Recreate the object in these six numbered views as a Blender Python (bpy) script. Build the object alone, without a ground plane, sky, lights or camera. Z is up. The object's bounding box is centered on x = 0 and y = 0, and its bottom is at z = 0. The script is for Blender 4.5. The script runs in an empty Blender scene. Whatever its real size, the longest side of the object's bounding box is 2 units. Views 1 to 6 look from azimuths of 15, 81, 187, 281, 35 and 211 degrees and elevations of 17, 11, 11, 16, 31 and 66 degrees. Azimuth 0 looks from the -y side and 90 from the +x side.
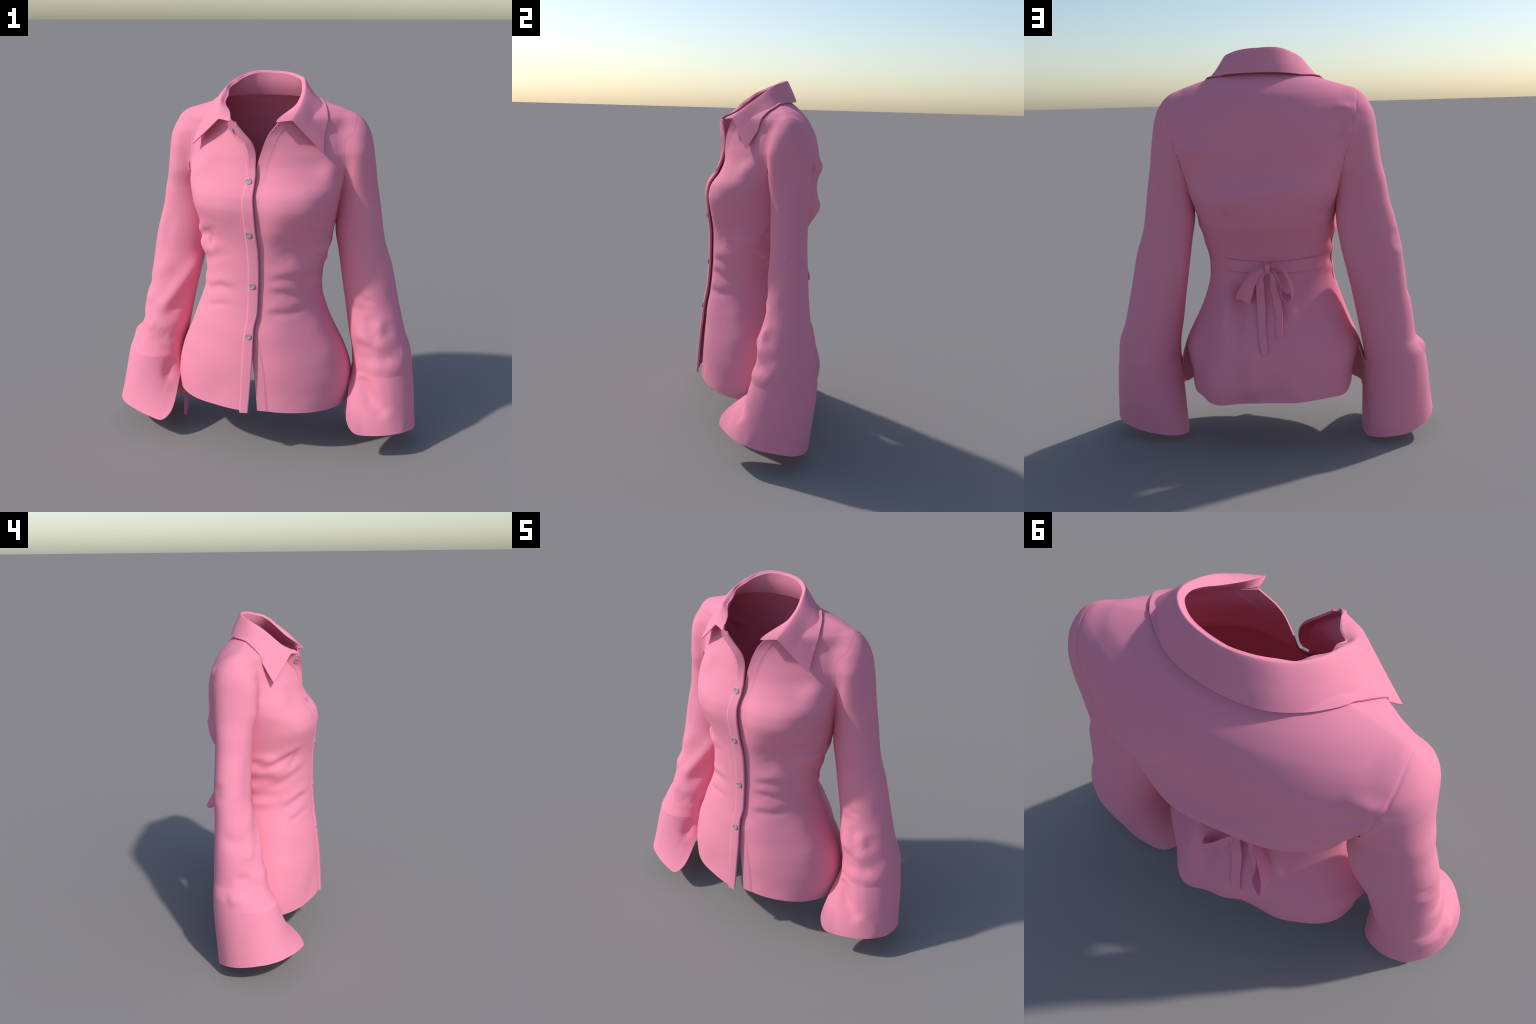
"""Pink long-sleeved fitted blouse: wide pointed collar, button placket, bell cuffs with
slits, tie belt with a bow at the back.  Every cloth piece is a loft through horizontal
sections (torso, sleeves) or a ribbon / strip laid on them, then thickened."""
import bpy, math
import numpy as np

# ------------------------------------------------------------------ helpers
def curve(*pts):
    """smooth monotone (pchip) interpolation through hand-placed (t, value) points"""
    a = np.array(sorted(pts), float)
    x, y = a[:, 0], a[:, 1]
    h = np.diff(x); d = np.diff(y) / h
    m = np.zeros_like(y)
    for i in range(1, len(x) - 1):
        if d[i - 1] * d[i] > 0:
            w1, w2 = 2 * h[i] + h[i - 1], h[i] + 2 * h[i - 1]
            m[i] = (w1 + w2) / (w1 / d[i - 1] + w2 / d[i])
    m[0], m[-1] = d[0], d[-1]
    def f(t):
        t = np.clip(np.asarray(t, float), x[0], x[-1])
        i = np.clip(np.searchsorted(x, t, side='right') - 1, 0, len(x) - 2)
        s = (t - x[i]) / h[i]
        return ((2*s**3 - 3*s**2 + 1) * y[i] + (s**3 - 2*s**2 + s) * h[i] * m[i]
                + (-2*s**3 + 3*s**2) * y[i + 1] + (s**3 - s**2) * h[i] * m[i + 1])
    return f

def spline(points, n=None, at=None, closed=False):
    """centripetal-ish Catmull-Rom through 3D points, sampled by normalised chord length"""
    P = np.array(points, float)
    k = np.r_[0, np.cumsum(np.linalg.norm(np.diff(P, axis=0), axis=1) ** 0.75)]
    k /= k[-1]
    t = np.linspace(0, 1, n) if at is None else np.asarray(at, float)
    M = np.gradient(P, k, axis=0)
    i = np.clip(np.searchsorted(k, t, side='right') - 1, 0, len(P) - 2)
    h = (k[i + 1] - k[i])[..., None]
    s = ((t - k[i])[..., None]) / h
    return ((2*s**3 - 3*s**2 + 1) * P[i] + (s**3 - 2*s**2 + s) * h * M[i]
            + (-2*s**3 + 3*s**2) * P[i + 1] + (s**3 - s**2) * h * M[i + 1])

def smooth(e0, e1, v):
    t = np.clip((v - e0) / (e1 - e0), 0, 1)
    return t * t * (3 - 2 * t)

def unit(v):
    return v / np.maximum(np.linalg.norm(v, axis=-1, keepdims=True), 1e-9)

def grid_normals(G, outward):
    n = unit(np.cross(np.gradient(G, axis=1), np.gradient(G, axis=0)))
    s = np.sign(np.sum(n * outward(G), axis=-1).mean())
    return n * (s if s != 0 else 1)

def grid_faces(nr, nc, wrap=False):
    r = np.arange(nr - 1)[:, None]
    c = np.arange(nc if wrap else nc - 1)[None, :]
    c1 = (c + 1) % nc
    return np.stack([r * nc + c, r * nc + c1, (r + 1) * nc + c1, (r + 1) * nc + c], -1).reshape(-1, 4)

def clip_faces(V, F, g):
    """keep the part of the mesh where g <= 0, cutting faces exactly on g = 0"""
    inside = g <= 0
    cnt = inside[F].sum(1)
    keep = [tuple(f) for f in F[cnt == F.shape[1]]]
    V = list(map(tuple, V)); cache = {}
    def cut(a, b):
        key = (min(a, b), max(a, b))
        if key not in cache:
            t = g[a] / (g[a] - g[b])
            cache[key] = len(V)
            V.append(tuple(V[a][i] + t * (V[b][i] - V[a][i]) for i in range(3)))
        return cache[key]
    for f in F[(cnt > 0) & (cnt < F.shape[1])]:
        out = []
        for a, b in zip(f, np.roll(f, -1)):
            if inside[a]: out.append(int(a))
            if inside[a] != inside[b]: out.append(cut(int(a), int(b)))
        if len(out) >= 3: keep.append(tuple(out))
    return V, keep

ROOT = None
def make(name, V, F, mat, thick=0.0, outward=None, parent=None, offset=-1.0):
    """mesh object from vertices and faces, unused vertices dropped, thickened, smooth"""
    V = np.asarray(V, float)
    used = np.unique(np.concatenate([np.asarray(f).ravel() for f in F])) if not isinstance(F, np.ndarray) else np.unique(F)
    remap = -np.ones(len(V), int); remap[used] = np.arange(len(used))
    F = [[int(remap[i]) for i in f] for f in F]
    me = bpy.data.meshes.new(name)
    me.from_pydata(V[used].tolist(), [], F)
    me.validate(); me.update()
    if outward is not None:
        n = len(me.polygons)
        N = np.empty(n * 3); C = np.empty(n * 3)
        me.polygons.foreach_get('normal', N); me.polygons.foreach_get('center', C)
        if np.sum(N.reshape(-1, 3) * outward(C.reshape(-1, 3))) < 0:
            me.flip_normals()
    ob = bpy.data.objects.new(name, me)
    bpy.context.scene.collection.objects.link(ob)
    me.materials.append(mat)
    if thick > 0:
        m = ob.modifiers.new('cloth', 'SOLIDIFY')
        m.thickness = thick; m.offset = offset; m.use_even_offset = False
        dg = bpy.context.evaluated_depsgraph_get()
        new = bpy.data.meshes.new_from_object(ob.evaluated_get(dg))
        ob.modifiers.clear(); ob.data = new; bpy.data.meshes.remove(me); new.name = name
    ob.data.polygons.foreach_set('use_smooth', [True] * len(ob.data.polygons))
    ob.data.set_sharp_from_angle(angle=math.radians(50))
    ob.parent = parent or ROOT
    return ob

# ------------------------------------------------------------------ materials
def cloth_material():
    m = bpy.data.materials.new('pink_cotton'); m.use_nodes = True
    nt = m.node_tree; b = nt.nodes['Principled BSDF']
    tc = nt.nodes.new('ShaderNodeTexCoord')
    big = nt.nodes.new('ShaderNodeTexNoise'); big.inputs['Scale'].default_value = 3.0
    big.inputs['Detail'].default_value = 3
    ramp = nt.nodes.new('ShaderNodeValToRGB')
    ramp.color_ramp.elements[0].position = 0.3; ramp.color_ramp.elements[1].position = 0.7
    ramp.color_ramp.elements[0].color = (0.812, 0.270, 0.378, 1)
    ramp.color_ramp.elements[1].color = (0.822, 0.276, 0.386, 1)
    weave = nt.nodes.new('ShaderNodeTexNoise'); weave.inputs['Scale'].default_value = 420
    bump = nt.nodes.new('ShaderNodeBump'); bump.inputs['Strength'].default_value = 0.05
    bump.inputs['Distance'].default_value = 0.002
    L = nt.links.new
    L(tc.outputs['Object'], big.inputs['Vector']); L(tc.outputs['Object'], weave.inputs['Vector'])
    L(big.outputs['Fac'], ramp.inputs['Fac']); L(ramp.outputs['Color'], b.inputs['Base Color'])
    L(weave.outputs['Fac'], bump.inputs['Height']); L(bump.outputs['Normal'], b.inputs['Normal'])
    b.inputs['Roughness'].default_value = 0.9
    b.inputs['Specular IOR Level'].default_value = 0.12
    return m

def button_material():
    m = bpy.data.materials.new('mottled_shell_button'); m.use_nodes = True
    nt = m.node_tree; b = nt.nodes['Principled BSDF']
    tc = nt.nodes.new('ShaderNodeTexCoord')
    n = nt.nodes.new('ShaderNodeTexNoise'); n.inputs['Scale'].default_value = 260
    n.inputs['Detail'].default_value = 2
    ramp = nt.nodes.new('ShaderNodeValToRGB')
    ramp.color_ramp.elements[0].position = 0.38; ramp.color_ramp.elements[1].position = 0.62
    ramp.color_ramp.elements[0].color = (0.22, 0.19, 0.19, 1)
    ramp.color_ramp.elements[1].color = (0.55, 0.45, 0.45, 1)
    nt.links.new(tc.outputs['Object'], n.inputs['Vector'])
    nt.links.new(n.outputs['Fac'], ramp.inputs['Fac'])
    nt.links.new(ramp.outputs['Color'], b.inputs['Base Color'])
    b.inputs['Roughness'].default_value = 0.35
    return m

PINK = cloth_material(); SHELL = button_material()

ROOT = bpy.data.objects.new('blouse', None)
bpy.context.scene.collection.objects.link(ROOT)
ROOT['label'] = 'fitted pink blouse with pointed collar and flared split cuffs'
ROOT['category'] = 'shirt'

# ------------------------------------------------------------------ torso sections (by height)
W_L = curve((.24, .475), (.33, .482), (.40, .482), (.50, .458), (.56, .432), (.60, .412), (.70, .362), (.80, .325), (.86, .310),
            (.92, .303), (1.0, .316), (1.1, .341), (1.2, .360), (1.3, .378), (1.4, .396), (1.5, .418), (1.6, .452),
            (1.66, .474), (1.71, .486), (1.75, .482), (1.78, .462), (1.80, .434), (1.82, .398), (1.84, .340),
            (1.86, .278), (1.88, .215), (1.90, .185))          # +x half width
W_R = curve((.24, .495), (.33, .502), (.40, .496), (.50, .470), (.56, .444), (.60, .424), (.70, .388), (.80, .355), (.86, .338),
            (.92, .330), (1.0, .331), (1.1, .346), (1.2, .354), (1.3, .376), (1.4, .398), (1.5, .422), (1.6, .454),
            (1.66, .476), (1.71, .490), (1.75, .486), (1.78, .464), (1.80, .430), (1.82, .386), (1.84, .326),
            (1.86, .270), (1.88, .222), (1.90, .195))          # -x half width
Y_F = curve((.24, -.353), (.42, -.342), (.52, -.334), (.61, -.324), (.68, -.317), (.77, -.302), (.87, -.292), (.97, -.287),
            (1.13, -.289), (1.25, -.299), (1.34, -.304), (1.40, -.295), (1.48, -.250), (1.56, -.227), (1.62, -.225), (1.70, -.230),
            (1.78, -.250), (1.80, -.232), (1.82, -.200), (1.84, -.16), (1.86, -.11), (1.88, -.07), (1.90, -.04))
Y_B = curve((.24, .282), (.35, .290), (.44, .294), (.52, .286), (.60, .266), (.66, .246), (.72, .224), (.80, .196), (.88, .176), (.95, .168), (1.02, .186),
            (1.06, .208), (1.10, .238), (1.15, .276), (1.19, .298), (1.24, .318), (1.30, .328), (1.36, .318), (1.42, .308), (1.52, .308), (1.60, .305), (1.66, .298), (1.70, .290),
            (1.75, .272), (1.78, .258), (1.82, .228), (1.84, .210), (1.86, .190), (1.88, .165), (1.90, .145))
Y_C = curve((.24, .0), (.8, .0), (1.3, .04), (1.5, .07), (1.7, .09), (1.9, .06))
# section shape: |x/w|^p + |y/d|^q = 1, p and q for the front and the back half
P_F = curve((.24, 1.8), (.5, 1.85), (.9, 1.85), (1.15, 1.9), (1.27, 2.15), (1.36, 2.35), (1.43, 2.3), (1.50, 2.0), (1.58, 1.55), (1.65, 1.3), (1.76, 1.14), (1.84, 1.2), (1.9, 1.5))
Q_F = curve((.24, 2.1), (.5, 2.1), (.9, 2.1), (1.15, 2.2), (1.27, 2.7), (1.36, 3.1), (1.43, 3.0), (1.50, 2.4), (1.58, 1.8), (1.65, 1.62), (1.78, 1.6), (1.9, 1.8))
P_B = curve((.24, 2.4), (.6, 2.2), (.95, 2.1), (1.1, 2.0), (1.2, 2.2), (1.30, 2.9), (1.38, 3.2), (1.5, 3.4), (1.6, 3.1), (1.7, 2.5), (1.8, 1.95), (1.9, 1.9))
Q_B = curve((.24, 2.2), (.6, 2.1), (.95, 2.1), (1.1, 2.0), (1.2, 2.2), (1.30, 2.7), (1.38, 3.0), (1.5, 3.2), (1.6, 2.8), (1.7, 2.2), (1.8, 1.75), (1.9, 1.9))

SLOPE = .05
def straighten(z):
    """over the shoulder slope the front sections become straight-sided with a rounded tip"""
    return smooth(1.60, 1.76, z)

def front_depth(u, z):
    """depth of the front half section, u = 1 - |x/w|^p"""
    u = np.maximum(u, 0)
    rounded = np.sqrt(u * u + 2 * SLOPE * u) / math.sqrt(1 + 2 * SLOPE)
    m = straighten(z)
    return u ** (1 / Q_F(z)) * (1 - m) + rounded * m

def torso_xy(theta, z):
    """theta 0 = +x side, pi/2 = back, -pi/2 = front, pi = -x side"""
    c, s = np.cos(theta), np.sin(theta)
    p = np.where(s < 0, P_F(z), P_B(z))
    w = np.where(c > 0, W_L(z), W_R(z))
    yc = Y_C(z)
    x = w * np.sign(c) * np.abs(c) ** (2 / p)
    y = np.where(s < 0, yc - (yc - Y_F(z)) * front_depth(s * s, z), yc + (Y_B(z) - yc) * np.abs(s) ** (2 / Q_B(z)))
    return x, y

def back_y(x, z):
    w = np.where(x > 0, W_L(z), W_R(z))
    return Y_C(z) + (Y_B(z) - Y_C(z)) * (1 - np.clip(np.abs(x) / w, 0, 1) ** P_B(z)) ** (1 / Q_B(z))

def front_y(x, z):
    w = np.where(x > 0, W_L(z), W_R(z))
    return Y_C(z) - (Y_C(z) - Y_F(z)) * front_depth(1 - np.clip(np.abs(x) / w, 0, 1) ** P_F(z), z)

# ------------------------------------------------------------------ sleeve sections (by height)
SL = {
 +1: dict(out=curve((.40, .815), (.47, .806), (.54, .792), (.62, .762), (.72, .734), (.80, .714), (.87, .699), (.95, .681), (1.0, .669),
                    (1.08, .641), (1.155, .620), (1.22, .609), (1.3, .597), (1.44, .572), (1.58, .552), (1.66, .538), (1.70, .526),
                    (1.733, .507), (1.757, .482), (1.774, .458), (1.782, .4405)),
          inn=curve((.40, .485), (.50, .478), (.70, .443), (.90, .408), (1.05, .384), (1.2, .360), (1.35, .362), (1.5, .36),
                    (1.65, .36), (1.735, .372), (1.757, .39), (1.774, .412), (1.782, .4395)),
          fr=curve((.40, -.115), (.45, -.105), (.53, -.082), (.59, -.084), (.68, -.060), (.79, -.024), (1.0, -.010), (1.14, -.002),
                   (1.34, -.004), (1.5, -.018), (1.60, -.020), (1.68, .0), (1.733, .025), (1.762, .055), (1.774, .075), (1.782, .09)),
          bk=curve((.40, .248), (.5, .237), (.6, .222), (.75, .206), (.9, .196), (1.1, .192), (1.35, .198), (1.5, .205), (1.62, .200), (1.68, .185), (1.733, .160),
                   (1.762, .135), (1.774, .118), (1.782, .10))),
 -1: dict(out=curve((.40, .818), (.45, .806), (.485, .796), (.52, .775), (.555, .755), (.62, .745), (.71, .733), (.80, .716), (.87, .702),
                    (.93, .692), (1.04, .678), (1.12, .660), (1.2, .638), (1.27, .618), (1.36, .602), (1.45, .580), (1.53, .568),
                    (1.60, .559), (1.66, .551), (1.70, .537), (1.738, .511), (1.762, .484), (1.776, .458), (1.782, .4365)),
          inn=curve((.40, .492), (.50, .484), (.55, .475), (.70, .448), (.90, .408), (1.05, .375), (1.2, .356), (1.35, .362), (1.5, .36),
                    (1.65, .36), (1.735, .372), (1.757, .39), (1.774, .410), (1.782, .4355)),
          fr=curve((.40, -.200), (.43, -.175), (.47, -.144), (.52, -.121), (.58, -.114), (.66, -.082), (.75, -.056), (.89, -.022), (1.04, -.002),
                   (1.28, -.004), (1.38, -.012), (1.5, -.036), (1.60, -.036), (1.68, -.018), (1.733, .025), (1.762, .055), (1.774, .075), (1.782, .09)),
          bk=curve((.40, .190), (.64, .193), (.86, .192), (1.05, .200), (1.33, .198), (1.5, .207), (1.62, .205), (1.68, .190), (1.733, .162),
                   (1.762, .135), (1.774, .118), (1.782, .10))),
}
def sleeve_params(side, z):
    s = SL[side]
    a, b, f, k = s['inn'](z), s['out'](z), s['fr'](z), s['bk'](z)
    return (a + b) / 2, (b - a) / 2, (f + k) / 2, (k - f) / 2

def sleeve_ring(side, u, z):
    """u: 0 inner, .25 back, .5 outer, .75 front, 1 inner again; the outer edge of the section lies further back"""
    cx, rx, cy, ry = sleeve_params(side, z)
    ph = 2 * np.pi * u
    c, s = np.cos(ph), np.sin(ph)
    n = (1.95 if side > 0 else 2.05) + .1 * smooth(1.4, 1.65, z)
    n = np.where((c > 0) & (s > 0), n + 1.1 * smooth(.75, 1.0, z) * smooth(1.72, 1.6, z), n)      # fuller towards the back of the body
    n = np.where((c < 0) & (s < 0) & (side > 0), n - .22 * smooth(1.66, 1.5, z), n)
    sx, sy = np.sign(c) * np.abs(c) ** (2 / n), np.sign(s) * np.abs(s) ** (2 / n)
    k = (.16 if side > 0 else .10) * smooth(.42, .6, z) * np.maximum(-sx, 0) ** 2
    return np.stack([side * (cx - rx * sx), cy + ry * (sy + k), z + 0 * cx], -1)

from mathutils import Vector, Matrix
from mathutils.bvhtree import BVHTree

def solid_tree(G, outward):
    """search tree of a tube given as a grid of rings (wrapping), faces turned outward"""
    nr, nc = G.shape[:2]
    F = grid_faces(nr, nc, True)
    V = G.reshape(-1, 3)
    n = np.cross(V[F[:, 1]] - V[F[:, 0]], V[F[:, 3]] - V[F[:, 0]])
    if np.sum(n * outward(V[F].mean(1))) < 0: F = F[:, ::-1]
    faces = F.tolist()
    top = list(range((nr - 1) * nc, nr * nc))
    return BVHTree.FromPolygons(V.tolist(), faces)

def tube_levels(z0, z1, n):
    t = np.linspace(0, 1, n)
    return (z0 + (z1 - z0) * (1 - (1 - t) ** 1.6))[:, None]

def torso_outward(P):
    return np.stack([P[..., 0], P[..., 1] - Y_C(P[..., 2]), 0 * P[..., 2]], -1)

def sleeve_outward(side):
    def f(P):
        cx, rx, cy, ry = sleeve_params(side, np.clip(P[..., 2], .4, 1.782))
        return np.stack([P[..., 0] - side * cx, P[..., 1] - cy, 0 * cx + .02], -1)
    return f

_z = tube_levels(1.1, 1.8995, 150); _th = np.linspace(0, 2 * np.pi, 220, endpoint=False)[None, :]
_x, _y = torso_xy(_th + 0 * _z, _z + 0 * _th)
TREES = {0: solid_tree(np.stack([_x, _y, _z + 0 * _x], -1), torso_outward)}
for _s in (1, -1):
    _zs = tube_levels(1.05, 1.7819, 150); _u = np.linspace(0, 1, 160, endpoint=False)[None, :]
    TREES[_s] = solid_tree(sleeve_ring(_s, _u + 0 * _zs, _zs + 0 * _u), sleeve_outward(_s))

def signed(tree, P):
    D = np.empty(len(P)); N = np.empty((len(P), 3))
    find = TREES[tree].find_nearest
    for i, p in enumerate(P.tolist()):
        co, n, _, dist = find(p)
        v = Vector(p) - co
        sg = 1.0 if v.dot(n) >= 0 else -1.0
        D[i] = sg * dist
        N[i] = (v * (sg / dist)) if dist > 1e-4 else n
    return D, N

def blend_radius(z):
    return 0.004 + 0.050 * smooth(1.38, 1.62, z)

def union_distance(P):
    dt, nt = signed(0, P)
    ds = np.empty(len(P)); ns = np.empty((len(P), 3))
    for sd in (1, -1):
        m = (P[:, 0] > 0) == (sd > 0)
        if m.any(): ds[m], ns[m] = signed(sd, P[m])
    k = blend_radius(P[:, 2])
    h = np.clip(0.5 + 0.5 * (ds - dt) / k, 0, 1)
    return ds * (1 - h) + dt * h - k * h * (1 - h), dt, ds, ns * (1 - h)[:, None] + nt * h[:, None]

def settle(P, steps=5):
    """move vertices near the armhole onto the rounded union of torso and sleeve"""
    P = P.copy()
    sel = (P[..., 2] > 1.22) & (np.abs(P[..., 0]) > 0.25)
    Q = P[sel]
    _, dt, ds, _ = union_distance(Q)
    deep = np.zeros(P.shape[:-1], bool)      # vertices buried in the other tube never reach the seam
    deep[sel] = np.minimum(dt, ds) < -(.018 + .10 * smooth(1.62, 1.70, Q[:, 2]))
    act = np.abs(dt - ds) < np.maximum(1.5 * blend_radius(Q[:, 2]), .09 * smooth(1.38, 1.46, Q[:, 2]))
    R = Q[act]
    for _ in range(steps):
        d, _, _, g = union_distance(R)
        R = R - d[:, None] * unit(g)
    _, _, _, g = union_distance(R)
    Q[act] = R; P[sel] = Q
    where = np.zeros(P.shape[:-1], bool); part = where[sel]; part[act] = True; where[sel] = part
    return P, where, unit(g), deep

# ------------------------------------------------------------------ cloth folds
def along(P, pts):
    """distance of P to a polyline and the position (0..1) along it"""
    A = np.array(pts, float); best = np.full(P.shape[:-1], 9.); pos = np.zeros(P.shape[:-1])
    L = np.r_[0, np.cumsum(np.linalg.norm(np.diff(A, axis=0), axis=1))]
    for i in range(len(A) - 1):
        ab = A[i + 1] - A[i]
        t = np.clip(((P - A[i]) @ ab) / (ab @ ab), 0, 1)
        d = np.linalg.norm(P - A[i] - t[..., None] * ab, axis=-1)
        m = d < best
        best = np.where(m, d, best); pos = np.where(m, (L[i] + t * (L[i + 1] - L[i])) / L[-1], pos)
    return best, pos

def fold_height(P, folds, soft=(1, 1)):
    """sum of ridges (+) and creases (-): (polyline, amplitude, width, fade at start, fade at end)"""
    H = np.zeros(P.shape[:-1])
    for pts, amp, wid, f0, f1 in folds:
        d, t = along(P, pts)
        taper = (smooth(-.001, f0, t) if f0 > 0 else 1) * (smooth(1.001, 1 - f1, t) if f1 > 0 else 1)
        H += amp * soft[0] * np.exp(-(d / (wid * soft[1])) ** 2) * taper
    return H

def pleat(pts, amp, width, f0=.35, f1=.35, lift=.034):
    """a soft fold: a crease along pts with a rounder ridge lying just above it"""
    up = [(x, y, z + lift) for x, y, z in pts]
    return [(pts, -amp, width, f0, f1), (up, amp * .8, width * 1.35, f0, f1)]

TORSO_FOLDS = (
    # -x front: folds running in from the side at the waist
    pleat([(-.335, .02, .985), (-.328, -.04, 1.0), (-.295, -.135, 1.03), (-.218, -.23, 1.082), (-.146, -.27, 1.105), (-.06, -.29, 1.12)], .007, .026, .2, .45, .042)
    + pleat([(-.31, -.12, .865), (-.26, -.20, .89), (-.186, -.248, .92), (-.122, -.276, .919), (-.064, -.292, .898)], .009, .020, .25, .4)
    + pleat([(-.30, -.16, .785), (-.24, -.23, .805), (-.192, -.257, .824), (-.129, -.283, .829), (-.071, -.296, .828)], .006, .018, .3, .5, .028)
        + pleat([(-.17, -.265, 1.235), (-.24, -.225, 1.215), (-.29, -.17, 1.185), (-.325, -.10, 1.150), (-.345, .0, 1.115)], .010, .022, .5, .2, .034)
    + [([(-.223, -.241, 1.212), (-.256, -.204, 1.137), (-.272, -.182, 1.098)], -.009, .020, .35, .35)]
    # +x front
    + pleat([(.06, -.287, .98), (.156, -.258, .985), (.221, -.213, .984), (.269, -.153, .98), (.30, -.073, .968)], .007, .021, .3, .35)
    + pleat([(.06, -.287, .922), (.17, -.25, .905), (.23, -.205, .888), (.275, -.145, .878)], .007, .019, .3, .25, .030)
    + pleat([(.055, -.298, .804), (.174, -.263, .80), (.233, -.219, .808), (.275, -.165, .818)], .008, .022, .3, .4, .036)
    + [([(.15, -.27, 1.15), (.178, -.252, 1.10), (.196, -.239, 1.044)], -.004, .030, .4, .4)]
    + pleat([(.184, -.268, 1.24), (.23, -.237, 1.198), (.272, -.186, 1.134), (.312, -.09, 1.062), (.318, .0, 1.03)], .008, .020, .5, .1, .03)
    + pleat([(.266, -.216, 1.242), (.32, -.14, 1.222), (.347, .009, 1.147)], .008, .018, .4, .1, .03)
    + pleat([(.29, -.16, 1.138), (.319, -.079, 1.08), (.318, .018, 1.0)], .007, .018, .4, .1, .028)
    # back: overhanging bulge across the shoulder blades and hollows below
    + [([(.39, .20, 1.55), (.34, .25, 1.54), (.25, .29, 1.53), (.1, .31, 1.52)], .026, .036, .05, .6),
       ([(.37, .20, 1.41), (.31, .25, 1.395), (.18, .30, 1.43)], -.010, .035, .05, .6),
       ([(.25, .29, 1.285), (.07, .32, 1.31), (-.084, .32, 1.35), (-.235, .30, 1.38), (-.34, .24, 1.39)], .016, .040, .2, .2),
       ([(.213, .28, 1.235), (.149, .28, 1.195), (.103, .24, 1.138)], -.007, .028, .35, .4),
       ([(.0, .27, 1.19), (-.06, .28, 1.215), (-.12, .28, 1.235)], -.008, .034, .4, .4),
       ([(-.226, .25, 1.20), (-.29, .20, 1.212), (-.352, .12, 1.218)], -.007, .024, .5, .1),
       ([(-.437, .179, 1.613), (-.397, .225, 1.597), (-.335, .255, 1.581)], .011, .018, .05, .6),
       ([(-.437, .193, 1.655), (-.398, .231, 1.634), (-.336, .255, 1.615)], -.011, .020, .05, .6),
       ([(-.445, .18, 1.695), (-.40, .22, 1.706), (-.35, .24, 1.714)], .007, .018, .05, .6),
       # back tail: standing folds under the tie
       ([(.178, .14, .90), (.185, .17, .797), (.200, .22, .664), (.215, .27, .457), (.235, .28, .24)], .046, .070, .3, 0),
       ([(.100, .15, .895), (.105, .19, .78), (.115, .25, .62)], -.016, .028, .3, .4),
       ([(.05, .26, .62), (.06, .30, .50), (.06, .30, .38), (.05, .29, .26)], .026, .060, .4, .3),
       ([(.05, .31, .29), (-.05, .32, .30), (-.12, .31, .33)], -.010, .034, .4, .4),
       ([(-.10, .30, .42), (-.18, .28, .24)], .010, .06, .5, 0),
       ([(.172, .15, .905), (.178, .19, .76), (.186, .26, .58), (.192, .31, .45)], .013, .020, .2, .5),
       ([(.130, .16, .90), (.128, .20, .76), (.130, .27, .58), (.125, .32, .45)], -.013, .024, .2, .5),
       ([(-.06, .16, .89), (-.075, .21, .76), (-.10, .27, .62)], -.006, .020, .3, .5),
       ([(-.10, .16, .89), (-.125, .20, .76), (-.16, .26, .60)], .006, .022, .3, .5),
       ([(.06, .16, .89), (.065, .21, .76), (.07, .28, .62)], .005, .020, .3, .5)]
    # broad swells and hollows (hip, under-bust, beside the armholes)
    + [([(.215, .27, .50), (.235, .28, .38), (.25, .28, .24)], .030, .085, .5, 0), ([(.11, .29, .56), (.13, .31, .46), (.14, .30, .36)], .030, .105, 0, 0),
       ([(-.32, .23, 1.40), (-.33, .22, 1.34)], .016, .055, 0, 0),
       ([(.16, -.27, 1.12), (.24, -.22, 1.12)], -.018, .080, 0, 0),
       ([(.325, -.06, 1.14), (.31, -.10, 1.10)], .016, .045, 0, 0), ([(-.335, -.08, 1.16), (-.32, -.11, 1.12)], .016, .045, 0, 0), ([(.30, -.10, .96), (.31, -.06, .92)], .012, .045, 0, 0),
       ([(.36, -.16, .70), (.39, -.14, .60)], .016, .085, 0, 0), ([(-.37, -.17, .70), (-.40, -.15, .60)], .016, .085, 0, 0),
       ([(.17, -.30, .36), (.20, -.29, .32)], -.010, .080, 0, 0), ([(-.17, -.31, .36), (-.20, -.30, .32)], -.010, .080, 0, 0),
       ([(-.42, .20, 1.60), (-.41, .20, 1.46)], .024, .055, 0, 0), ([(.41, .18, 1.56), (.40, .18, 1.44)], .012, .050, 0, 0), ([(-.45, .17, 1.71), (-.42, .20, 1.70)], .014, .055, 0, 0),
       ([(.36, -.10, 1.53), (.37, -.08, 1.48)], .012, .050, 0, 0), ([(-.40, -.02, 1.74), (-.42, .02, 1.75)], .014, .060, 0, 0)]
    # bust
    + [([(-.29, -.15, 1.57), (-.33, -.12, 1.50)], .018, .060, 0, 0), ([(.33, -.12, 1.48), (.34, -.10, 1.44)], .014, .050, 0, 0),
       ([(.16, -.29, 1.36), (.23, -.25, 1.37)], .016, .095, 0, 0), ([(-.16, -.29, 1.36), (-.23, -.25, 1.37)], .016, .095, 0, 0)]
)
SOFT = (.9, 1.15)

def side_gathers(P):
    """little puckers where the side seams are gathered at the waist"""
    x, z = P[..., 0], P[..., 2]
    near = np.exp(-((np.abs(x) - np.where(x > 0, W_L(z), W_R(z))) / .03) ** 2)
    return near * .005 * np.sin(z * 62 + np.where(x > 0, .3, 1.9)) * smooth(.84, .92, z) * (1 - smooth(1.16, 1.24, z))

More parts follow.
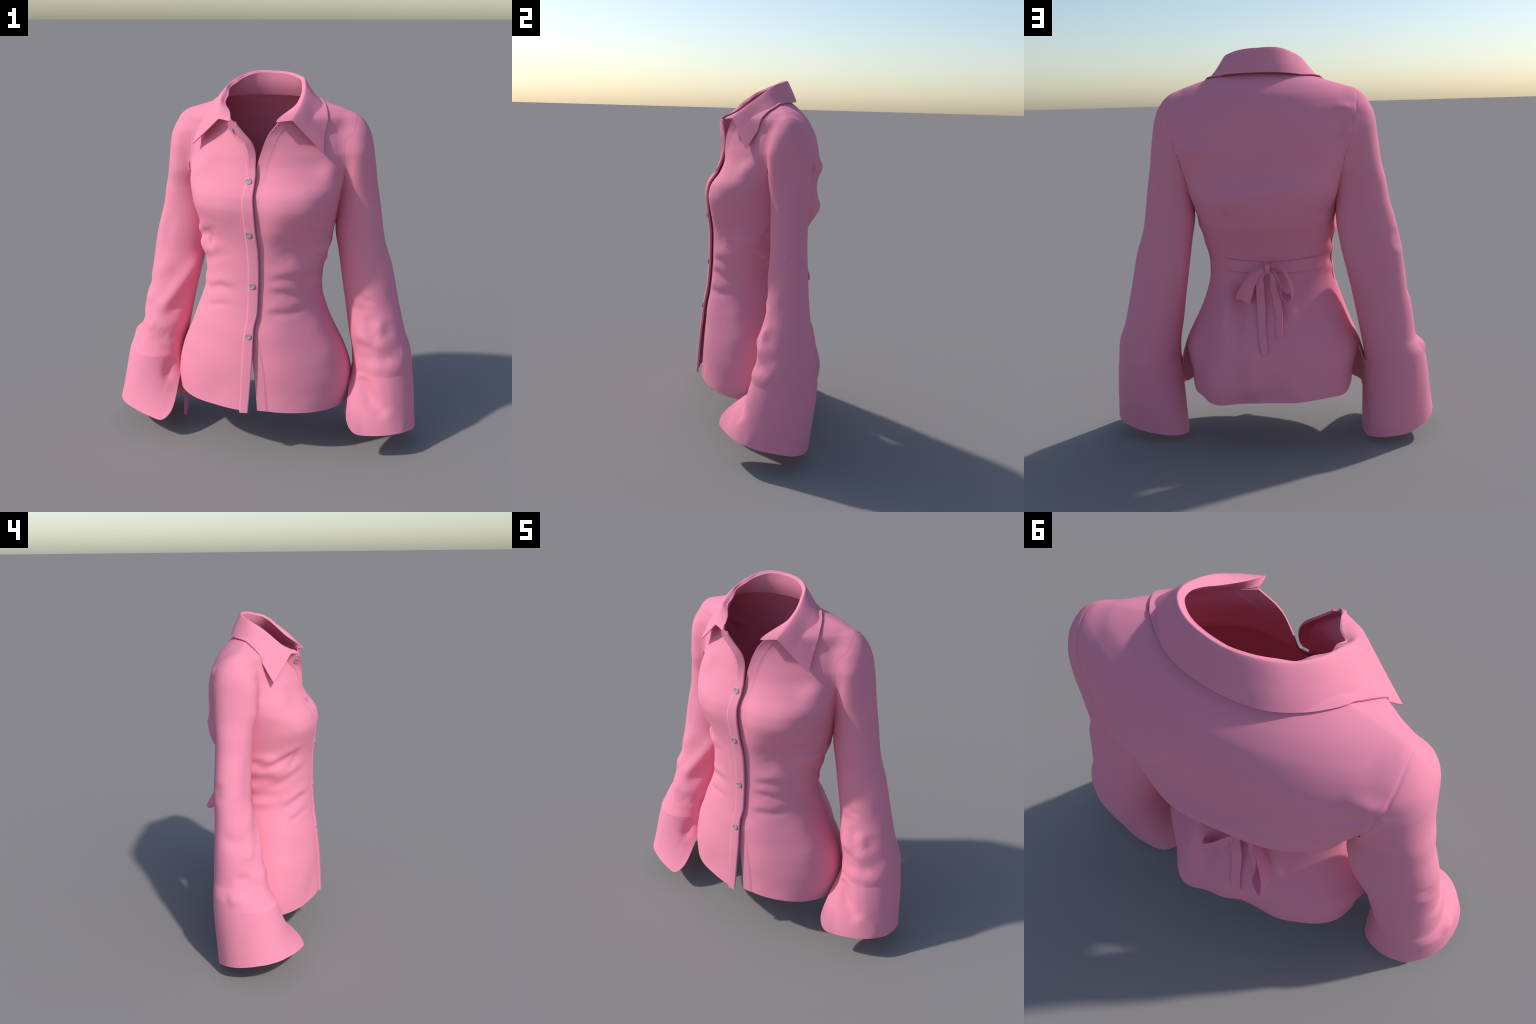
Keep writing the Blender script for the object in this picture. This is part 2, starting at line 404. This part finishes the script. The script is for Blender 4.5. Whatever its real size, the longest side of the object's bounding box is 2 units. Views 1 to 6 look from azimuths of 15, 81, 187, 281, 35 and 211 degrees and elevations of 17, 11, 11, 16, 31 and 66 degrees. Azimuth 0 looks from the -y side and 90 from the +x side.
SEAM_X = curve((1.30, .372), (1.36, .384), (1.43, .392), (1.50, .405), (1.57, .424), (1.64, .445), (1.70, .455), (1.76, .463), (1.85, .465))

def armhole(P):
    """< 0 on the torso, > 0 on the sleeve; zero along the armhole seam"""
    _, dt, ds, _ = union_distance(P)
    m = smooth(1.66, 1.72, P[:, 2])
    g = (dt - ds) * (1 - m) + (np.abs(P[:, 0]) - SEAM_X(P[:, 2])) * m
    return np.where(P[:, 2] > 1.815, -1, g)

def seam_groove(P):
    return -(.0003 + .0016 * smooth(.08, .14, P[..., 1])) * np.exp(-(armhole(P) / .005) ** 2) * smooth(1.36, 1.46, P[..., 2])

def torso_normal(th, z):
    """normal of the bare section loft"""
    e = 2e-3
    def at(a, b):
        x, y = torso_xy(a, b)
        return np.stack([x, y, b + 0 * x], -1)
    n = unit(np.cross(at(th + e, z) - at(th - e, z), at(th, z + e) - at(th, z - e)))
    out = torso_outward(at(th, z))
    return n * np.sign(np.sum(n * out, -1, keepdims=True) + 1e-9)

def dress_torso(G, th, z0):
    """settle on the armhole blend, then add folds along the normal"""
    G, where, n, deep = settle(G)
    N = torso_normal(th + 0 * z0, z0 + 0 * th)
    N[where] = n
    H = fold_height(G, TORSO_FOLDS, SOFT) + side_gathers(G)
    up = (G[..., 2] > 1.28) & (np.abs(G[..., 0]) > .25)
    S = np.zeros(G.shape[:-1]); S[up] = seam_groove(G[up]) - .0006 * smooth(-.003, .001, armhole(G[up]))      # tucked under the sleeve edge
    return G + (H + S)[..., None] * N, N, deep

def sleeve_side(V, deep):
    """> 0 where a torso vertex already belongs to the sleeve"""
    V = np.asarray(V); g = np.full(len(V), -1.)
    sel = (V[:, 2] > 1.22) & (np.abs(V[:, 0]) > .25)
    g[sel] = armhole(V[sel]) - .002
    return np.where(deep, np.maximum(g, .01), g)

# ------------------------------------------------------------------ front edges, hems, neckline
EDGE_R = curve((.24, -.012), (.264, -.010), (.439, .002), (.58, .009), (.717, .011), (.813, .028), (.908, .030), (1.018, .032),
               (1.127, .029), (1.234, .018), (1.34, .010), (1.438, .001), (1.508, .002), (1.556, -.007), (1.612, -.023),
               (1.667, -.050), (1.728, -.102), (1.776, -.137), (1.9, -.16))
EDGE_L = curve((.24, .038), (.262, .036), (.462, .017), (.566, .0), (.68, -.03), (1.44, -.03), (1.518, -.004), (1.554, .002),
               (1.63, .025), (1.707, .056), (1.78, .106), (1.9, .13))
SEAM_R = curve((.24, -.058), (.294, -.056), (.503, -.049), (.671, -.042), (.807, -.026), (.903, -.025), (1.04, -.025), (1.176, -.033),
               (1.297, -.044), (1.387, -.052), (1.494, -.043), (1.566, -.050), (1.612, -.070), (1.667, -.100), (1.728, -.152),
               (1.776, -.185), (1.9, -.21))
SIDE = {+1: .16, -1: math.pi - .16}      # where the side seams run (angle)
SLIT = .545                              # top of the side slits

def neck_z(theta):
    """height of the neckline by direction"""
    a = np.abs((theta + np.pi / 2 + np.pi) % (2 * np.pi) - np.pi)      # 0 front .. pi back
    return curve((0, 1.768), (.45, 1.775), (.9, 1.815), (1.3, 1.850), (1.8, 1.870), (2.5, 1.880), (math.pi, 1.882))(a)

def row_levels(n_low, n_high, split=.80):
    """row parameter: even below the chest, denser over the shoulder slope"""
    return np.r_[np.linspace(0, split, n_low, endpoint=False), split + (1 - split) * (1 - (1 - np.linspace(0, 1, n_high)) ** 1.5)]

STRIP = .032
def edge_right(z):
    """-x front edge: below the collar a strip of it is folded back behind a ridge"""
    return EDGE_R(z) + STRIP * smooth(1.50, 1.70, z)

def stand_forward(d, z):
    """the ridge of the -x front stands forward below the collar, the strip behind it turns inward"""
    m = smooth(1.50, 1.70, z)
    ridge = np.minimum(-.224 - front_y(EDGE_R(z), z), 0)
    return m * np.where(d < STRIP, ridge + 1.0 * (STRIP - d), ridge * np.exp(-np.maximum(d - STRIP, 0) / .028) * (1 - smooth(.06, .10, d)))

def front_panel(side, cols=150):
    t = row_levels(210, 110)[:, None]
    a = np.linspace(0, 1, cols)[None, :]
    edge = EDGE_L if side > 0 else edge_right
    # hem: level, rounded up into the side slit
    hem = .258 + .006 * np.cos(a * 5) + 0 * a
    r = np.clip((a - .83) / .17, 0, 1)
    hem = hem + (SLIT - .258) * (1 - np.sqrt(np.maximum(1 - r ** 2.6, 0)))
    th_s = SIDE[side]
    z = hem + t * (1.80 - hem)
    def theta_at(z):
        w = np.where(edge(z) > 0, W_L(z), W_R(z))
        c = np.sign(edge(z)) * (np.abs(edge(z)) / w) ** (P_F(z) / 2)
        te = -np.arccos(np.clip(c, -1, 1))
        end = th_s if side > 0 else th_s - 2 * np.pi
        return te + (end - te) * a
    for _ in range(12):
        z = hem + t * (neck_z(theta_at(z)) - hem)
    th = theta_at(z)
    x, y = torso_xy(th, z)
    G = np.stack([x, y, z], -1)
    G, N, deep = dress_torso(G, th, z)
    d = np.abs(G[..., 0] - edge(G[..., 2]))
    if side > 0:      # under layer: set back behind the button placket, with a narrow facing
        low = 1 - .5 * smooth(1.5, 1.7, z)
        G[..., 1] += .022 * np.exp(-(d / .10) ** 2) * low
        G -= ((.0012 + .002 * (1 - smooth(.5, .8, z))) * smooth(.050, .056, d) * (1 - smooth(.06, .22, d)))[..., None] * N
    else:
        G[..., 1] += stand_forward(d, z)
    # side tails of the front swing out past the back below the slit
    return G, N, z, deep

def back_panel(cols=260):
    t = row_levels(200, 110)[:, None]
    a = np.linspace(0, 1, cols)[None, :]
    th = SIDE[1] + (SIDE[-1] - SIDE[1]) * a
    e = np.minimum(a, 1 - a)
    r = np.clip((.21 - e) / .21, 0, 1)
    hem = .268 - .010 * np.cos(2 * np.pi * (a - .25)) * 0 + .007 * np.cos(4 * np.pi * (a - .5)) * -1
    hem = hem + (SLIT - .268) * (1 - np.sqrt(np.maximum(1 - r ** 2.6, 0)))
    z = hem + t * (neck_z(th) - hem)
    x, y = torso_xy(th + 0 * z, z)
    # the tail is narrower than the front: its edges hang inward below the slit
    pull = 1 - .12 * smooth(SLIT, .36, z) * smooth(.25, 1, np.abs(2 * a - 1))
    x = x * pull
    G = np.stack([x, y, z], -1)
    return dress_torso(G, th, z)

T = .006
for side in (1, -1):
    G, N, z, deep = front_panel(side)
    nr, nc = G.shape[:2]
    V, F = clip_faces(G.reshape(-1, 3), grid_faces(nr, nc), sleeve_side(G.reshape(-1, 3), deep.ravel()))
    make('front_panel', V, F, PINK, T, torso_outward)
    if side > 0: NECK_L = G[-1].copy()
    else:
        NECK_R = G[-1].copy()
        # button placket: a raised strip along the front edge
        rows = np.linspace(.2575, 1.766, 330)[:, None]
        b = np.linspace(0, 1, 31)[None, :]
        x = edge_right(rows) + .001 + (SEAM_R(rows) - edge_right(rows) - .001) * b
        y = front_y(x, rows)
        zz = rows - .006 * b * smooth(.30, .26, rows) + .012 * (1 - b) * 0
        PG = np.stack([x, y, zz + 0 * x], -1)
        PN = grid_normals(PG, torso_outward)
        H = fold_height(PG, TORSO_FOLDS, SOFT)
        bulge = .0052 * np.minimum(1, 6 * np.minimum(b + .1, 1.04 - b))
        PG = PG + (H + bulge)[..., None] * PN
        PG[..., 1] += stand_forward(np.abs(PG[..., 0] - edge_right(PG[..., 2])), PG[..., 2])
        make('placket', PG.reshape(-1, 3), grid_faces(*PG.shape[:2]), PINK, T, torso_outward)

G, N, deep = back_panel()
nr, nc = G.shape[:2]
V, F = clip_faces(G.reshape(-1, 3), grid_faces(nr, nc), sleeve_side(G.reshape(-1, 3), deep.ravel()))
make('back_panel', V, F, PINK, T, torso_outward)
NECK_B = G[-1].copy()

# ------------------------------------------------------------------ sleeves
CUFF_TOP = .43
SLEEVE_FOLDS = {
 +1: [([(.572, -.03, .77), (.579, -.041, .739), (.588, -.063, .669), (.619, -.077, .628), (.670, -.073, .615)], -.016, .024, .3, .35),
      ([(.625, -.042, .74), (.638, -.055, .68), (.652, -.069, .64)], .008, .020, .4, .4),
      ([(.690, -.02, .74), (.690, -.045, .67), (.70, -.055, .62)], -.010, .028, .4, .4),
      ([(.490, .0, .565), (.545, -.07, .59), (.60, -.08, .578), (.641, -.083, .557), (.728, -.067, .504)], -.014, .024, .3, .2),
      ([(.50, -.04, .63), (.545, -.07, .635), (.60, -.085, .60)], .012, .026, .3, .5),
      ([(.558, -.082, .470), (.647, -.10, .482), (.74, -.065, .480), (.79, .0, .49)], .012, .026, .3, .3),
      ([(.72, -.055, .555), (.76, -.03, .535), (.80, .03, .512), (.808, .08, .50)], .016, .026, .4, .4),
      ([(.53, -.05, .455), (.60, -.09, .435), (.70, -.09, .438)], -.010, .020, .3, .3),
      ([(.469, .0, .80), (.50, -.015, .82), (.53, -.02, .86)], .012, .026, .3, .5),
      ([(.572, -.03, .85), (.55, -.025, .80)], -.008, .022, .4, .4),
      ([(.66, .0, .84), (.70, .04, .855), (.718, .10, .878)], -.009, .022, .4, .4),
      ([(.582, .024, 1.30), (.592, .020, 1.20), (.605, .03, 1.12)], .008, .030, .5, .5),
      ([(.62, .07, 1.10), (.65, .10, 1.07)], -.008, .025, .5, .5),
      ([(.47, .02, 1.02), (.52, -.01, .96), (.57, -.02, .90)], .007, .03, .4, .4)],
 -1: [([(-.385, .07, 1.02), (-.397, .058, .988), (-.433, .025, .919), (-.503, -.022, .807), (-.571, -.056, .705), (-.620, -.077, .629)], .022, .030, .25, .25),
      ([(-.410, .05, .86), (-.470, -.005, .765), (-.54, -.052, .685), (-.59, -.08, .635)], -.016, .030, .25, .3),
      ([(-.649, -.082, .594), (-.594, -.086, .559), (-.555, -.07, .526)], -.014, .028, .35, .3),
      ([(-.640, -.086, .475), (-.60, -.085, .482), (-.557, -.068, .485), (-.515, -.03, .490)], .018, .024, .4, .1),
      ([(-.56, -.075, .445), (-.53, -.05, .44)], -.012, .026, .3, .3),
      ([(-.745, -.02, .528), (-.775, .03, .505), (-.79, .09, .49)], .016, .026, .5, .4),
      ([(-.70, -.05, .61), (-.735, .0, .60), (-.75, .06, .595)], -.012, .022, .4, .4),
      ([(-.69, .15, .84), (-.711, .055, .803), (-.635, -.03, .786)], -.010, .028, .4, .4),
      ([(-.71, .027, .74), (-.646, -.046, .705)], .010, .026, .4, .4),
      ([(-.53, -.004, 1.30), (-.575, .002, 1.12), (-.593, -.002, .966)], -.008, .034, .4, .4),
      ([(-.53, -.01, 1.0), (-.60, -.01, .90), (-.68, .02, .84)], .008, .034, .4, .4),
      ([(-.639, .148, 1.137), (-.659, .148, 1.057), (-.652, .165, 1.006)], -.008, .030, .4, .4)],
}
# lower edges of the cuffs, from the slit edge of the back leaf round the outside to the front leaf
CUFF_HEM = {
 +1: [(.432, .150, .036), (.477, .205, .040), (.541, .219, .045), (.607, .218, .052), (.672, .207, .061), (.735, .180, .072), (.790, .140, .085),
      (.824, .070, .100), (.830, .000, .117), (.824, -.066, .130), (.795, -.122, .138), (.748, -.180, .146), (.682, -.220, .148), (.605, -.248, .153),
      (.545, -.267, .168), (.496, -.272, .190)],
 -1: [(-.475, -.060, .0), (-.490, .030, .008), (-.508, .105, .020), (-.573, .153, .033), (-.645, .166, .046), (-.710, .157, .060), (-.765, .118, .079),
      (-.808, .070, .098), (-.834, .005, .114), (-.842, -.065, .130), (-.832, -.130, .141), (-.800, -.188, .144), (-.754, -.235, .145), (-.702, -.266, .141),
      (-.645, -.290, .134), (-.588, -.305, .126), (-.530, -.314, .118), (-.465, -.308, .125)],
}
def arc_u(points):
    """cuff parameter of each hem point, by length along the hem"""
    L = np.r_[0, np.cumsum(np.linalg.norm(np.diff(np.array(points), axis=0), axis=1))]
    return L / L[-1]
for _s, _gain in ((1, .020), (-1, .010)):      # the bell is widest on the outside
    CUFF_HEM[_s] = [(x + _s * _gain * max(0, (abs(x) - .68) / .16), y, z) for x, y, z in CUFF_HEM[_s]]
CUFF_U = {s: arc_u(CUFF_HEM[s]) for s in (1, -1)}
CUFF_FOLDS = {
 +1: [([(.53, -.12, .42), (.60, -.14, .33), (.70, -.13, .22)], -.026, .040, .1, .2),
      ([(.74, -.08, .24), (.77, -.11, .16), (.76, -.13, .11)], .012, .030, .4, 0)],
 -1: [([(-.50, -.13, .42), (-.52, -.17, .34), (-.54, -.20, .28)], -.022, .035, .1, .5),
      ([(-.78, .0, .45), (-.70, -.10, .43), (-.60, -.12, .42)], .006, .025, .3, .3)],
}
CORNER = {+1: (.012, .075), -1: (.035, .06)}          # corner rounding of back / front leaf, in u

for side in (1, -1):
    outw = sleeve_outward(side)
    cols = 200
    u = np.linspace(0, 1, cols, endpoint=False)[None, :]
    t = np.r_[np.linspace(0, .78, 220, endpoint=False), .78 + .22 * (1 - (1 - np.linspace(0, 1, 90)) ** 2)][:, None]
    z = CUFF_TOP + t * (1.7815 - CUFF_TOP) + 0 * u
    G, where, n, deep = settle(sleeve_ring(side, u + 0 * z, z))
    wrap = np.concatenate([G[:, -1:], G, G[:, :1]], 1)
    N = grid_normals(wrap, outw)[:, 1:-1]
    N[where] = n
    H = fold_height(G, SLEEVE_FOLDS[side], (.60, 1.5) if side > 0 else (.9, 1.3)) + fold_height(G, TORSO_FOLDS, SOFT) * smooth(1.28, 1.36, z)
    up = G[..., 2] > 1.28
    S = np.zeros(G.shape[:-1]); S[up] = seam_groove(G[up])
    H0 = H[0].copy()
    G = G + (H + S)[..., None] * N
    V0 = G.reshape(-1, 3)
    g = np.full(len(V0), -1.); sel = V0[:, 2] > 1.22
    g[sel] = -armhole(V0[sel])
    g = np.where(deep.ravel(), np.maximum(g, .01), g)
    V, F = clip_faces(V0, grid_faces(G.shape[0], cols, True), g)
    sleeve = make('sleeve', V, F, PINK, T, outw)
    # cuff: flares from the sleeve end to a split, rounded hem
    m = 220
    uu = np.linspace(0, 1, m)
    idx = uu * cols
    i0 = np.floor(idx).astype(int) % cols; i1 = (i0 + 1) % cols
    top = G[0][i0] * (1 - (idx % 1))[:, None] + G[0][i1] * (idx % 1)[:, None]
    topN = unit(N[0][i0] * (1 - (idx % 1))[:, None] + N[0][i1] * (idx % 1)[:, None])
    k = np.array(CUFF_U[side])
    hem = np.stack([curve(*zip(k, np.array(CUFF_HEM[side])[:, c]))(uu) for c in range(3)], -1)
    for _ in range(6):
        hem[1:-1] = .25 * hem[:-2] + .5 * hem[1:-1] + .25 * hem[2:]
    tt = np.linspace(0, 1, 80)[:, None]
    rb, rf = CORNER[side]
    q = np.maximum(np.clip((rb - uu) / rb, 0, 1), np.clip((uu - 1 + rf) / rf, 0, 1))
    reach = 1 - .26 * (1 - np.sqrt(np.maximum(1 - q ** 2, 0))) * np.where(uu < .5, rb / .07, 1)
    s = (tt * reach[None, :])[..., None]
    CG = top[None] + (hem - top)[None] * s
    # cloth bows a little: leaves the sleeve tangent and curves outward
    CG = CG + topN[None] * (.006 * np.sin(np.pi * np.clip(s, 0, 1)) * (1 - s))
    CN = grid_normals(CG, outw)
    CG = CG + fold_height(CG, CUFF_FOLDS[side])[..., None] * CN * smooth(0, .12, s)
    CG[..., 2] = np.maximum(CG[..., 2], .0005)
    make('cuff', CG.reshape(-1, 3), grid_faces(*CG.shape[:2]), PINK, T, outw)

# ------------------------------------------------------------------ collar
def resample(P, n):
    L = np.r_[0, np.cumsum(np.linalg.norm(np.diff(P, axis=0), axis=1))]
    return np.stack([np.interp(np.linspace(0, L[-1], n), L, P[:, c]) for c in range(3)], -1)

M = 240
neck = np.concatenate([NECK_L, NECK_B[1:], NECK_R[::-1][1:]])
neck = resample(neck, M)
for _ in range(12):
    neck[1:-1] = .25 * neck[:-2] + .5 * neck[1:-1] + .25 * neck[2:]
# crest: where the collar rolls over; it runs from one leaf corner round the back to the other
CREST = [(.175, -.188, 1.786), (.195, -.126, 1.842), (.205, -.045, 1.903), (.198, .008, 1.943), (.178, .060, 1.973), (.130, .105, 1.986),
         (.066, .132, 1.995), (-.035, .142, 2.000), (-.105, .125, 1.994), (-.150, .095, 1.980), (-.190, .045, 1.955), (-.212, -.02, 1.923),
         (-.222, -.085, 1.875), (-.212, -.140, 1.825), (-.200, -.186, 1.783)]
END_L, END_R = np.array((.106, -.220, 1.780)), np.array((-.135, -.217, 1.777))      # front ends of the stand
crest = resample(spline(CREST, 600), M)
sv = np.linspace(0, 1, M)
crest[:, 2] += .003 * np.abs(np.sin(sv * 19)) * smooth(.15, .3, sv) * smooth(.85, .7, sv)
center = np.array([-.01, -.02, 0])
inward = unit((center - crest) * [1, 1, 0])
ends = np.minimum(sv, 1 - sv)
# inner rim: the roll is wide in front and narrow behind the neck
rim = crest + inward * curve((0, .058), (.10, .030), (.22, .015), (.5, .008))(ends)[:, None] - np.array([0, 0, .010])
rim += inward * (.006 * np.sin(sv * 55) * smooth(.55, .75, sv) * smooth(1, .9, sv))[:, None]
k0, k1 = smooth(.13, 0, sv)[:, None], smooth(.87, 1, sv)[:, None]
rim = rim * (1 - k0 - k1) + (crest + (END_L - crest[0])) * k0 + (crest + (END_R - crest[-1])) * k1
# stand: from the neckline up to the inner rim
v = np.linspace(0, 1, 26)[:, None, None]
height = np.linalg.norm(rim - neck, axis=1)[None, :, None]
SG = neck[None] * (1 - v) + rim[None] * v + inward[None] * np.sin(np.pi * v) * (.06 * height)
coll_out = lambda P: np.stack([P[..., 0] - center[0], P[..., 1] - center[1], 0 * P[..., 2]], -1)
make('collar_stand', SG.reshape(-1, 3), grid_faces(26, M), PINK, .005, coll_out)

# leaf: from the rim over the crest and down to a pointed outer edge
EDGE = [(.322, -.125, 1.627), (.318, -.092, 1.678), (.314, -.045, 1.752), (.308, .002, 1.820), (.290, .040, 1.848), (.240, .095, 1.866), (.165, .158, 1.880),
        (.070, .190, 1.884), (-.045, .198, 1.884), (-.130, .183, 1.880), (-.195, .148, 1.872), (-.255, .095, 1.856), (-.305, .035, 1.832),
        (-.330, -.005, 1.800), (-.345, -.045, 1.745), (-.358, -.080, 1.690), (-.368, -.112, 1.642)]
edge = resample(spline(EDGE, 800), M)
K = M
fade = smooth(0, .10, ends)[:, None]
mid = crest * .5 + edge * .5 - inward * .006 * fade - np.array([0, 0, .006]) * fade
def profile(points, n):
    """rounded polyline through rim, crest, middle and edge (Catmull-Rom across the collar)"""
    P = np.stack(points); kn = np.array([0, .22, .6, 1.0])
    Mt = np.gradient(P, kn, axis=0); Mt[0] = (P[1] - P[0]) / .22; Mt[-1] = (P[3] - P[2]) / .4
    Mt[1] *= (.25 + .55 * fade)
    out = []
    for t in np.linspace(0, 1, n):
        i = min(int(np.searchsorted(kn, t, side='right')) - 1, 2)
        h = kn[i + 1] - kn[i]; q = (t - kn[i]) / h
        out.append((2*q**3 - 3*q**2 + 1) * P[i] + (q**3 - 2*q**2 + q) * h * Mt[i] + (-2*q**3 + 3*q**2) * P[i + 1] + (q**3 - q**2) * h * Mt[i + 1])
    return np.stack(out)
LG = profile([rim, crest, mid, edge], 60)
def keep_above(G, gap):
    """lay a flap on the shoulders: lift whatever would sink into them"""
    V = G.reshape(-1, 3).copy()
    for _ in range(3):
        d, n = signed(0, V)
        V += n * np.clip(gap - d, 0, .03)[:, None] * ((V[:, 2] < 1.90) & (np.abs(V[:, 0]) > .16))[:, None]
    return V.reshape(G.shape)
LG[20:] = keep_above(LG[20:], np.repeat(.004 + .006 * np.linspace(0, 1, 40), K))
make('collar_leaf', LG.reshape(-1, 3), grid_faces(60, K), PINK, .005, coll_out)

# ------------------------------------------------------------------ buttons
def button_mesh():
    """four-hole button: rim, dished face, real holes cut as a ring of small wells"""
    prof = [(0.0, .0042), (.0092, .0042), (.0107, .0056), (.0138, .0060), (.0156, .0050), (.0160, .0030), (.0154, .0), (0.0, .0)]
    n = 40; V = []; F = []
    for r, h in prof:
        for i in range(n):
            a = 2 * math.pi * i / n
            V.append((max(r, 1e-5) * math.cos(a), max(r, 1e-5) * math.sin(a), h))
    for j in range(len(prof) - 1):
        for i in range(n):
            F.append((j * n + i, j * n + (i + 1) % n, (j + 1) * n + (i + 1) % n, (j + 1) * n + i))
    return V, F
BV, BF = button_mesh()
bm = bpy.data.meshes.new('button'); bm.from_pydata(BV, [], BF); bm.validate(); bm.update()
bm.polygons.foreach_set('use_smooth', [True] * len(bm.polygons)); bm.materials.append(SHELL)
bm.set_sharp_from_angle(angle=math.radians(40))
hole = bpy.data.meshes.new('thread')
HV, HF = [], []
for cx, cy in ((-.0042, -.0042), (.0042, -.0042), (.0042, .0042), (-.0042, .0042)):
    b0 = len(HV)
    for h, r in ((.0036, .0019), (.0046, .0019)):
        for i in range(10):
            a = 2 * math.pi * i / 10
            HV.append((cx + r * math.cos(a), cy + r * math.sin(a), h))
    HF += [(b0 + i, b0 + (i + 1) % 10, b0 + 10 + (i + 1) % 10, b0 + 10 + i) for i in range(10)]
    HF.append(tuple(b0 + 10 + i for i in range(10)))
hole.from_pydata(HV, [], HF); hole.validate(); hole.update(); hole.materials.append(PINK)
def placket_y(x, z):
    return float(front_y(x, z) + stand_forward(np.abs(x - edge_right(z)), z))
for x, z in ((-.122, 1.736), (-.027, 1.485), (-.015, 1.226), (.001, .952), (-.013, .683)):
    e = .004
    p = Vector((x, placket_y(x, z), z))
    du = Vector((2 * e, placket_y(x + e, z) - placket_y(x - e, z), 0))
    dv = Vector((0, placket_y(x, z + e) - placket_y(x, z - e), 2 * e))
    nrm = du.cross(dv).normalized()
    if nrm.y > 0: nrm = -nrm
    ax = Vector((1, 0, 0)); ax = (ax - nrm * ax.dot(nrm)).normalized(); ay = nrm.cross(ax)
    mat = Matrix((ax, ay, nrm)).transposed().to_4x4()
    mat.translation = p + nrm * .0048
    ob = bpy.data.objects.new('button', bm); bpy.context.scene.collection.objects.link(ob)
    ob.matrix_world = mat; ob.parent = ROOT
    th = bpy.data.objects.new('thread', hole); bpy.context.scene.collection.objects.link(th); th.parent = ob

# ------------------------------------------------------------------ tie belt and bow
back_out = lambda P: np.stack([P[..., 0] * .6, 0 * P[..., 1] + 1, 0 * P[..., 2]], -1)
def back_lift(P):
    return fold_height(P, TORSO_FOLDS, SOFT)
sx = np.linspace(.228, -.298, 120)[None, :]
hh = np.linspace(-1, 1, 14)[:, None]
zc = .936 + .028 * ((sx + .03) / .25) ** 2 * np.where(sx > 0, .5, .55)
zz = zc + hh * (.030 - .004 * np.exp(-((sx + .02) / .08) ** 2))
yy = back_y(sx, zz)
BG = np.stack([sx + 0 * zz, yy, zz], -1)
BN = grid_normals(BG, back_out)
lift = .001 + .009 * smooth(0, .07, np.minimum(sx + .298, .228 - sx))
BG = BG + (back_lift(BG) + lift)[..., None] * BN
make('tie_belt', BG.reshape(-1, 3), grid_faces(*BG.shape[:2]), PINK, .006, back_out)

def ribbon(name, path, widths, dirs, n=90, thick=.004, round_end=False):
    P = spline(path, n); t = np.linspace(0, 1, n)
    if round_end:      # hanging ends drape over the seat
        for _ in range(3):
            S = np.stack([P[:, 0], back_y(P[:, 0], P[:, 2]), P[:, 2]], -1)
            P[:, 1] = np.maximum(P[:, 1], S[:, 1] + back_lift(S) + .010)
    dd = np.array(dirs, float)
    D = np.stack([np.interp(t, np.linspace(0, 1, max(len(dd), 2)), dd[:, c] if len(dd) > 1 else np.repeat(dd[:, c], 2)) for c in range(3)], -1)
    tang = unit(np.gradient(P, axis=0))
    D = unit(D - tang * np.sum(D * tang, 1, keepdims=True))
    w = np.interp(t, np.linspace(0, 1, len(widths)), widths)
    b = np.linspace(-.5, .5, 11)
    if round_end:
        G = np.stack([P + D * (w * k)[:, None] for k in b], 1)
        L = np.linalg.norm(np.diff(P, axis=0), axis=1).sum()
        back = .010 * (1 - np.sqrt(1 - (2 * b) ** 4)) 
        G = G - (smooth(.94, 1, t)[:, None, None]) * tang[:, None, :] * back[None, :, None]
    else:
        curl = .10
        nn = np.cross(tang, D)
        G = np.stack([P + D * (w * k)[:, None] + nn * (curl * w * (4 * k * k))[:, None] for k in b], 1)
    return make(name, G.reshape(-1, 3), grid_faces(*G.shape[:2]), PINK, thick, None, offset=0)

KY = .206
knot_path = [(-.021, KY + .020 * math.cos(a), .935 + .024 * math.sin(a)) for a in np.linspace(0, 2 * math.pi, 17)]
ribbon('bow_knot', knot_path, [.026, .024, .026], [(1, 0, 0)], 60)
# +x loop: droops sideways to a slanting fold, its opening turned up and out
ribbon('bow_loop', [(-.012, KY + .002, .942), (.034, KY - .002, .925), (.074, KY + .004, .862), (.098, KY + .018, .800), (.104, KY + .040, .783),
                    (.092, KY + .058, .815), (.058, KY + .052, .880), (.018, KY + .028, .928), (-.008, KY + .010, .934)],
       [.016, .036, .058, .074, .078, .074, .056, .034, .016],
       [(.1, .1, .9), (.5, -.1, .8), (.85, -.15, .5), (.88, 0, .47), (.88, .1, .47), (.84, .35, .45), (.7, .5, .55), (.4, .4, .8), (.1, .2, .9)])
# -x loop: arches over the belt, then its lower end stands away from the back
ribbon('bow_loop', [(-.032, KY + .004, .942), (-.072, KY + .022, .966), (-.120, KY + .060, .928), (-.156, KY + .096, .862), (-.148, KY + .112, .814),
                    (-.110, KY + .080, .822), (-.074, KY + .030, .882), (-.046, KY + .008, .922), (-.032, KY, .932)],
       [.016, .032, .046, .058, .066, .062, .050, .032, .016],
       [(-.1, .3, .9), (0, .9, .4), (.1, .95, .2), (.15, .92, .1), (.1, .85, -.45), (0, .9, -.3), (-.1, .9, .3), (-.2, .6, .6), (-.1, .2, .9)])
ribbon('tie_end', [(-.012, KY + .006, .928), (.014, KY + .016, .898), (.018, KY + .022, .840), (.012, KY + .036, .740), (.008, KY + .060, .640), (-.008, .300, .524)],
       [.016, .038, .040, .040, .038, .034], [(1, 0, 0), (1, .25, 0), (1, -.1, 0), (1, .2, 0)], round_end=True)
ribbon('tie_end', [(-.030, KY + .006, .928), (-.046, KY + .014, .895), (-.050, KY + .020, .840), (-.068, KY + .030, .770), (-.076, KY + .044, .690), (-.076, KY + .060, .640), (-.088, .288, .594)],
       [.016, .028, .030, .040, .038, .036, .026], [(1, -.5, 0), (1, .1, 0), (1, -.4, 0), (1, -.15, 0)], round_end=True)
